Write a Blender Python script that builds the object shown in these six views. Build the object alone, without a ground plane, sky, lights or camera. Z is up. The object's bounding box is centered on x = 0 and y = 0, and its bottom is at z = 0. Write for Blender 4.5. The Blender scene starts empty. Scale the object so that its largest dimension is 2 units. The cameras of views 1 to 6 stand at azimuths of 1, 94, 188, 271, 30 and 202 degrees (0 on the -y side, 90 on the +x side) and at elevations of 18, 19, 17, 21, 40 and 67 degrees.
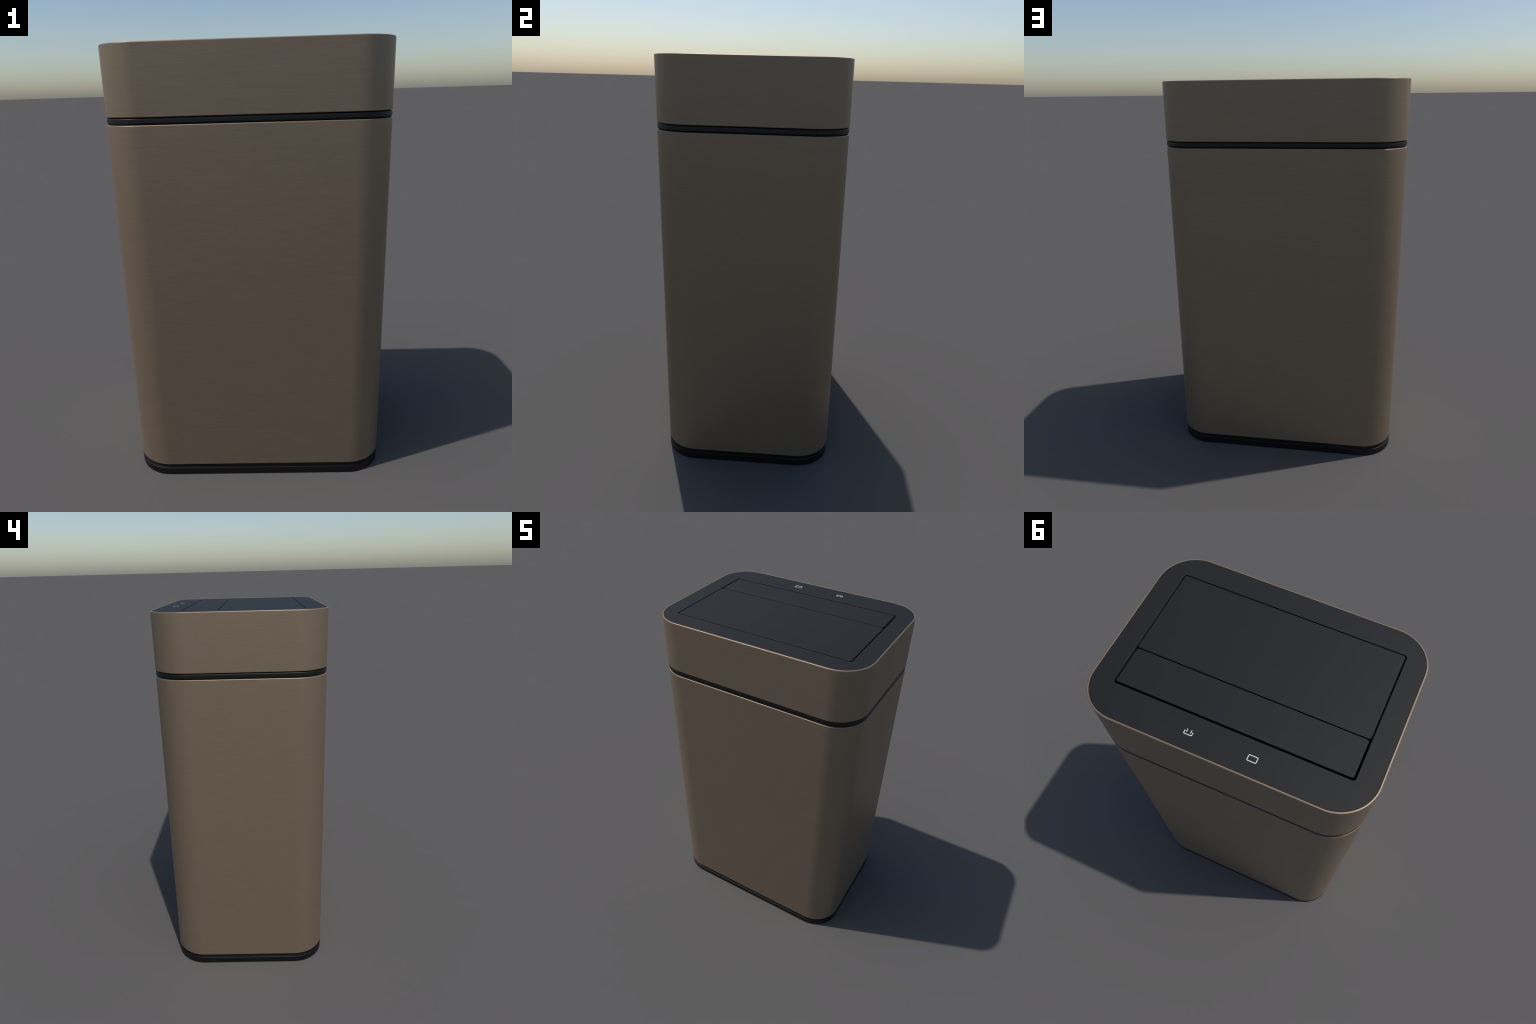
"""Rectangular sensor waste bin: brushed bronze body and lid, black seal band,
black stepped foot, charcoal top panel with two flush flaps and two white symbols."""
import bpy, bmesh, math

# ------------------------------------------------------------------ dimensions
HX, HY, R = 0.6072, 0.4324, 0.170      # outer half width, half depth, corner radius
Z_FOOT, Z_STEP = 0.0342, 0.0408          # ledges of the stepped foot
Z_BODY0, Z_BODY1 = 0.0572, 1.6868      # metal body
Z_BAND0, Z_BAND1 = 1.6885, 1.7134      # black seal band
Z_LID0, Z_TOP = 1.7172, 2.0            # metal lid
ARC = 28                               # segments in each big corner


# ------------------------------------------------------------------ materials
def new_mat(name):
    m = bpy.data.materials.new(name)
    m.use_nodes = True
    nt = m.node_tree
    nt.nodes.clear()
    out = nt.nodes.new('ShaderNodeOutputMaterial')
    b = nt.nodes.new('ShaderNodeBsdfPrincipled')
    nt.links.new(b.outputs['BSDF'], out.inputs['Surface'])
    return m, nt, b


def streak(nt, scale, stretch, detail=4.0, rough=0.6):
    """Noise drawn out along the horizontal, as brushing leaves it."""
    tc = nt.nodes.new('ShaderNodeTexCoord')
    mp = nt.nodes.new('ShaderNodeMapping')
    mp.inputs['Scale'].default_value = stretch
    n = nt.nodes.new('ShaderNodeTexNoise')
    n.inputs['Scale'].default_value = scale
    n.inputs['Detail'].default_value = detail
    n.inputs['Roughness'].default_value = rough
    nt.links.new(tc.outputs['Object'], mp.inputs['Vector'])
    nt.links.new(mp.outputs['Vector'], n.inputs['Vector'])
    return n


def ramp(nt, src, stops):
    r = nt.nodes.new('ShaderNodeValToRGB')
    while len(r.color_ramp.elements) < len(stops):
        r.color_ramp.elements.new(0.5)
    for e, (p, c) in zip(r.color_ramp.elements, stops):
        e.position = p
        e.color = (*c, 1.0)
    nt.links.new(src, r.inputs['Fac'])
    return r


def brushed_bronze():
    m, nt, b = new_mat('brushed_bronze')
    fine = streak(nt, 13.0, (1.0, 1.0, 22.0))
    a = (BRONZE[0] * 0.94, BRONZE[1] * 0.94, BRONZE[2] * 0.94)
    c = (BRONZE[0] * 1.06, BRONZE[1] * 1.06, BRONZE[2] * 1.06)
    col = ramp(nt, fine.outputs['Fac'], [(0.30, a), (0.70, c)])
    nt.links.new(col.outputs['Color'], b.inputs['Base Color'])
    ro = nt.nodes.new('ShaderNodeMapRange')
    ro.inputs['From Min'].default_value = 0.3
    ro.inputs['From Max'].default_value = 0.7
    ro.inputs['To Min'].default_value = BRONZE_ROUGH - 0.02
    ro.inputs['To Max'].default_value = BRONZE_ROUGH + 0.02
    nt.links.new(fine.outputs['Fac'], ro.inputs['Value'])
    nt.links.new(ro.outputs['Result'], b.inputs['Roughness'])
    b.inputs['Metallic'].default_value = BRONZE_METAL
    hair = streak(nt, 22.0, (1.0, 1.0, 30.0), 3.0)
    bp = nt.nodes.new('ShaderNodeBump')
    bp.inputs['Strength'].default_value = 0.10
    bp.inputs['Distance'].default_value = 0.002
    nt.links.new(hair.outputs['Fac'], bp.inputs['Height'])
    nt.links.new(bp.outputs['Normal'], b.inputs['Normal'])
    return m


def plastic(name, col, rough, spec=0.5, grain=260.0):
    m, nt, b = new_mat(name)
    n = streak(nt, grain, (1.0, 1.0, 1.0), 2.0)
    lo = tuple(v * 0.94 for v in col)
    hi = tuple(v * 1.06 for v in col)
    r = ramp(nt, n.outputs['Fac'], [(0.3, lo), (0.7, hi)])
    nt.links.new(r.outputs['Color'], b.inputs['Base Color'])
    b.inputs['Roughness'].default_value = rough
    b.inputs['Specular IOR Level'].default_value = spec
    return m


BRONZE = (0.266, 0.1975, 0.1330)
BRONZE_ROUGH = 0.46
BRONZE_METAL = 0.52

M_BRONZE = brushed_bronze()
M_PANEL = plastic('charcoal_plastic', (0.0030, 0.0029, 0.0026), 0.66, 0.45)
M_BLACK = plastic('black_rubber', (0.0012, 0.0012, 0.0012), 0.48, 0.45)
M_DARK = plastic('black_inner_plastic', (0.0030, 0.0030, 0.0030), 0.66, 0.4)
M_WHITE = plastic('white_print', (0.66, 0.67, 0.70), 0.5)


# ------------------------------------------------------------------ geometry
def loop(hx, hy, r, arc, cx=0.0, cy=0.0):
    """Rounded rectangle, counter-clockwise."""
    r = max(r, 1e-4)
    pts = []
    for sx, sy, a0 in ((1, 1, 0), (-1, 1, 90), (-1, -1, 180), (1, -1, 270)):
        for i in range(arc + 1):
            a = math.radians(a0 + 90.0 * i / arc)
            pts.append((cx + sx * (hx - r) + r * math.cos(a),
                        cy + sy * (hy - r) + r * math.sin(a)))
    return pts


def bevel_pts(corner, dir_in, dir_out, rad, seg=5, hold=0.0012):
    """Profile points (inset, z) that round a corner; with one holding point
    on each side so that shading stays flat beyond the round."""
    (i0, z0) = corner
    out = [(i0 - dir_in[0] * (rad + hold), z0 - dir_in[1] * (rad + hold))]
    cx = i0 - dir_in[0] * rad + dir_out[0] * rad
    cz = z0 - dir_in[1] * rad + dir_out[1] * rad
    for k in range(seg + 1):
        t = math.pi / 2 * k / seg
        out.append((cx - dir_out[0] * rad * math.cos(t) + dir_in[0] * rad * math.sin(t),
                    cz - dir_out[1] * rad * math.cos(t) + dir_in[1] * rad * math.sin(t)))
    out.append((i0 + dir_out[0] * (rad + hold), z0 + dir_out[1] * (rad + hold)))
    return out


def loft(name, rings, mat, parent, close_profile=False):
    """Skin a stack of equally numbered loops of (x, y, z)."""
    bm = bmesh.new()
    vr = [[bm.verts.new(p) for p in ring] for ring in rings]
    n = len(rings[0])
    pairs = list(zip(vr[:-1], vr[1:]))
    if close_profile:
        pairs.append((vr[-1], vr[0]))
    for lo, hi in pairs:
        for i in range(n):
            j = (i + 1) % n
            bm.faces.new((lo[i], lo[j], hi[j], hi[i]))
    if not close_profile:
        bm.faces.new(list(reversed(vr[0])))
        bm.faces.new(vr[-1])
    bmesh.ops.remove_doubles(bm, verts=bm.verts, dist=1e-6)
    bmesh.ops.recalc_face_normals(bm, faces=bm.faces)
    me = bpy.data.meshes.new(name)
    bm.to_mesh(me)
    bm.free()
    for p in me.polygons:
        p.use_smooth = True
    me.set_sharp_from_angle(angle=math.radians(40))
    me.materials.append(mat)
    ob = bpy.data.objects.new(name, me)
    bpy.context.scene.collection.objects.link(ob)
    ob.parent = parent
    return ob


UP, DOWN, IN, OUT = (0, 1), (0, -1), (1, 0), (-1, 0)


def prism(name, hx, hy, r, prof, mat, parent, arc=ARC, cx=0.0, cy=0.0, close=False):
    """prof: list of (inset, z); each inset shrinks the outline evenly."""
    rings = [[(x, y, z) for x, y in loop(hx - i, hy - i, r - i, arc, cx, cy)]
             for i, z in prof]
    return loft(name, rings, mat, parent, close)


def block(name, hx, hy, r, inset, z0, z1, rb, rt, mat, parent, arc=ARC, cx=0.0, cy=0.0):
    """Solid slab with rounded bottom (rb) and top (rt) edges."""
    prof = bevel_pts((inset, z0), OUT, UP, rb) + bevel_pts((inset, z1), UP, IN, rt)
    return prism(name, hx, hy, r, prof, mat, parent, arc, cx, cy)


root = bpy.data.objects.new('waste_bin', None)
bpy.context.scene.collection.objects.link(root)
root['label'] = 'tall rectangular bronze waste bin with charcoal flap lid'
root['category'] = 'waste bin'

# ---- foot: three black tiers stepping inward under the body
block('base', HX, HY, R, 0.0005, 0.0, Z_FOOT, 0.0015, 0.0020, M_BLACK, root)
block('base_step', HX, HY, R, 0.0032, Z_FOOT - 0.010, Z_STEP, 0.001, 0.0008, M_BLACK, root)
block('base_collar', HX, HY, R, 0.0058, Z_STEP - 0.010, Z_BODY0 + 0.010, 0.001, 0.001, M_BLACK, root)

# ---- body: a hollow metal can with a rounded lip
LIP = 0.021
body_prof = (bevel_pts((0.0, Z_BODY0), OUT, UP, 0.0015)
             + bevel_pts((0.0, Z_BODY1), UP, IN, 0.0040, 5, 0.0006)
             + bevel_pts((LIP, Z_BODY1), IN, DOWN, 0.0020, 3, 0.0006)
             + [(LIP, Z_BODY0 + 0.03)])
body = prism('body', HX, HY, R, body_prof, M_BRONZE, root)

# ---- seal band under the lid; an open slit stays between it and the body
band_prof = (bevel_pts((0.0012, Z_BAND0), OUT, UP, 0.0085, 7)
             + bevel_pts((0.0012, Z_BAND1), UP, IN, 0.0040, 5))
band = prism('seal_band', HX, HY, R, band_prof, M_BLACK, root)
block('lid_floor', HX, HY, R, 0.050, Z_BAND1 - 0.010, Z_LID0 + 0.015, 0.001, 0.001, M_DARK, root)
block('inner_bucket', HX, HY, R, 0.100, Z_BODY0 + 0.06, Z_BODY1 - 0.002, 0.01, 0.002, M_DARK, root)

# ---- lid: a metal sleeve, open at the top, closed by the panel
WALL = 0.0074
lid_prof = (bevel_pts((0.0, Z_LID0), OUT, UP, 0.0030)
            + bevel_pts((0.0, Z_TOP), UP, IN, 0.0042)
            + bevel_pts((WALL, Z_TOP), IN, DOWN, 0.0006, 3, 0.0006)
            + [(WALL, Z_LID0 + 0.002), (0.03, Z_LID0)])
lid = prism('lid', HX, HY, R, lid_prof, M_BRONZE, root, close=True)

# ---- top panel: charcoal frame with a rectangular opening
OX, OY0, OY1, OR = 0.508, -0.3200, 0.2800, 0.012
ocy, ohy = (OY0 + OY1) / 2, (OY1 - OY0) / 2
ZP = Z_TOP - 0.0008
PI = WALL + 0.0008


def at(pts, z):
    return [(x, y, z) for x, y in pts]


def outer(i, z):
    return at(loop(HX - i, HY - i, R - i, ARC), z)


def hole(g, z):
    return at(loop(OX + g, ohy + g, OR + g, ARC, 0, ocy), z)


panel_rings = [outer(PI, ZP - 0.030), outer(PI, ZP - 0.0016), outer(PI + 0.0003, ZP - 0.0006),
               outer(PI + 0.0010, ZP), outer(PI + 0.0030, ZP),
               hole(0.0025, ZP), hole(0.0012, ZP), hole(0.0004, ZP - 0.0004),
               hole(0.0, ZP - 0.0012), hole(0.0, ZP - 0.0024), hole(0.0, ZP - 0.030)]
panel = loft('top_panel', panel_rings, M_PANEL, lid, close_profile=True)

# dark well under the flaps, and the hinge bar along the front edge of the large flap
block('chute', OX + 0.05, ohy + 0.05, 0.03, 0.0, 1.790, 1.887, 0.002, 0.002, M_DARK, lid, 10, 0, ocy)
block('hinge_bar', OX + 0.01, 0.018, 0.004, 0.0, ZP - 0.060, ZP - 0.0225, 0.002, 0.002, M_DARK, lid, 6, 0, OY0 + 0.010)

# ---- two flush flaps
for hx, y0, y1, zt in ((0.502, -0.3150, 0.0965, ZP), (0.499, 0.1015, 0.2710, ZP)):
    block('flap', hx, (y1 - y0) / 2, 0.0105, 0.0, ZP - 0.022, zt, 0.001, 0.0009,
          M_PANEL, lid, 8, 0.0, (y0 + y1) / 2)


# ---- printed symbols
def strokes(name, paths, width, cyclic, mat, parent):
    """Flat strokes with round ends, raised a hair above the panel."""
    cu = bpy.data.curves.new(name, 'CURVE')
    cu.dimensions = '3D'
    for pts, cyc in zip(paths, cyclic):
        sp = cu.splines.new('POLY')
        sp.points.add(len(pts) - 1)
        for p, (x, y) in zip(sp.points, pts):
            p.co = (x, y, 0, 1)
        sp.use_cyclic_u = cyc
    cu.bevel_depth = width / 2
    cu.bevel_resolution = 3
    cu.use_fill_caps = True
    tmp = bpy.data.objects.new(name + '_curve', cu)
    bpy.context.scene.collection.objects.link(tmp)
    me = bpy.data.meshes.new_from_object(tmp.evaluated_get(bpy.context.evaluated_depsgraph_get()))
    bpy.data.objects.remove(tmp)
    bpy.data.curves.remove(cu)
    me.name = name
    for v in me.vertices:                       # press the round strokes flat
        v.co.z = ZP + (0.00006 if v.co.z > 1e-6 else -0.0004)
    for p in me.polygons:
        p.use_smooth = False
    me.materials.clear()
    me.materials.append(mat)
    ob = bpy.data.objects.new(name, me)
    bpy.context.scene.collection.objects.link(ob)
    ob.parent = parent
    return ob


def arc_pts(cx, cy, r, a0, a1, n=6):
    return [(cx + r * math.cos(math.radians(a0 + (a1 - a0) * i / n)),
             cy + r * math.sin(math.radians(a0 + (a1 - a0) * i / n))) for i in range(n + 1)]


# open tray with two upright bars
W = 0.0037
sx, half = 0.1335, 0.0168
tray = [(sx - half, 0.3490)] + arc_pts(sx - half + 0.0035, 0.3602, 0.0035, 180, 90) \
    + arc_pts(sx + half - 0.0035, 0.3602, 0.0035, 90, 0) + [(sx + half, 0.3490)]
bars = [[(sx + s * 0.0087, 0.3415), (sx + s * 0.0087, 0.3560)] for s in (-1, 1)]
strokes('tray_symbol', [tray] + bars, W, [False] * 3, M_WHITE, lid)
# rounded rectangle
box = loop(0.0186, 0.0118, 0.0036, 6, -0.1317, 0.3540)
strokes('rectangle_symbol', [box], W, [True], M_WHITE, lid)
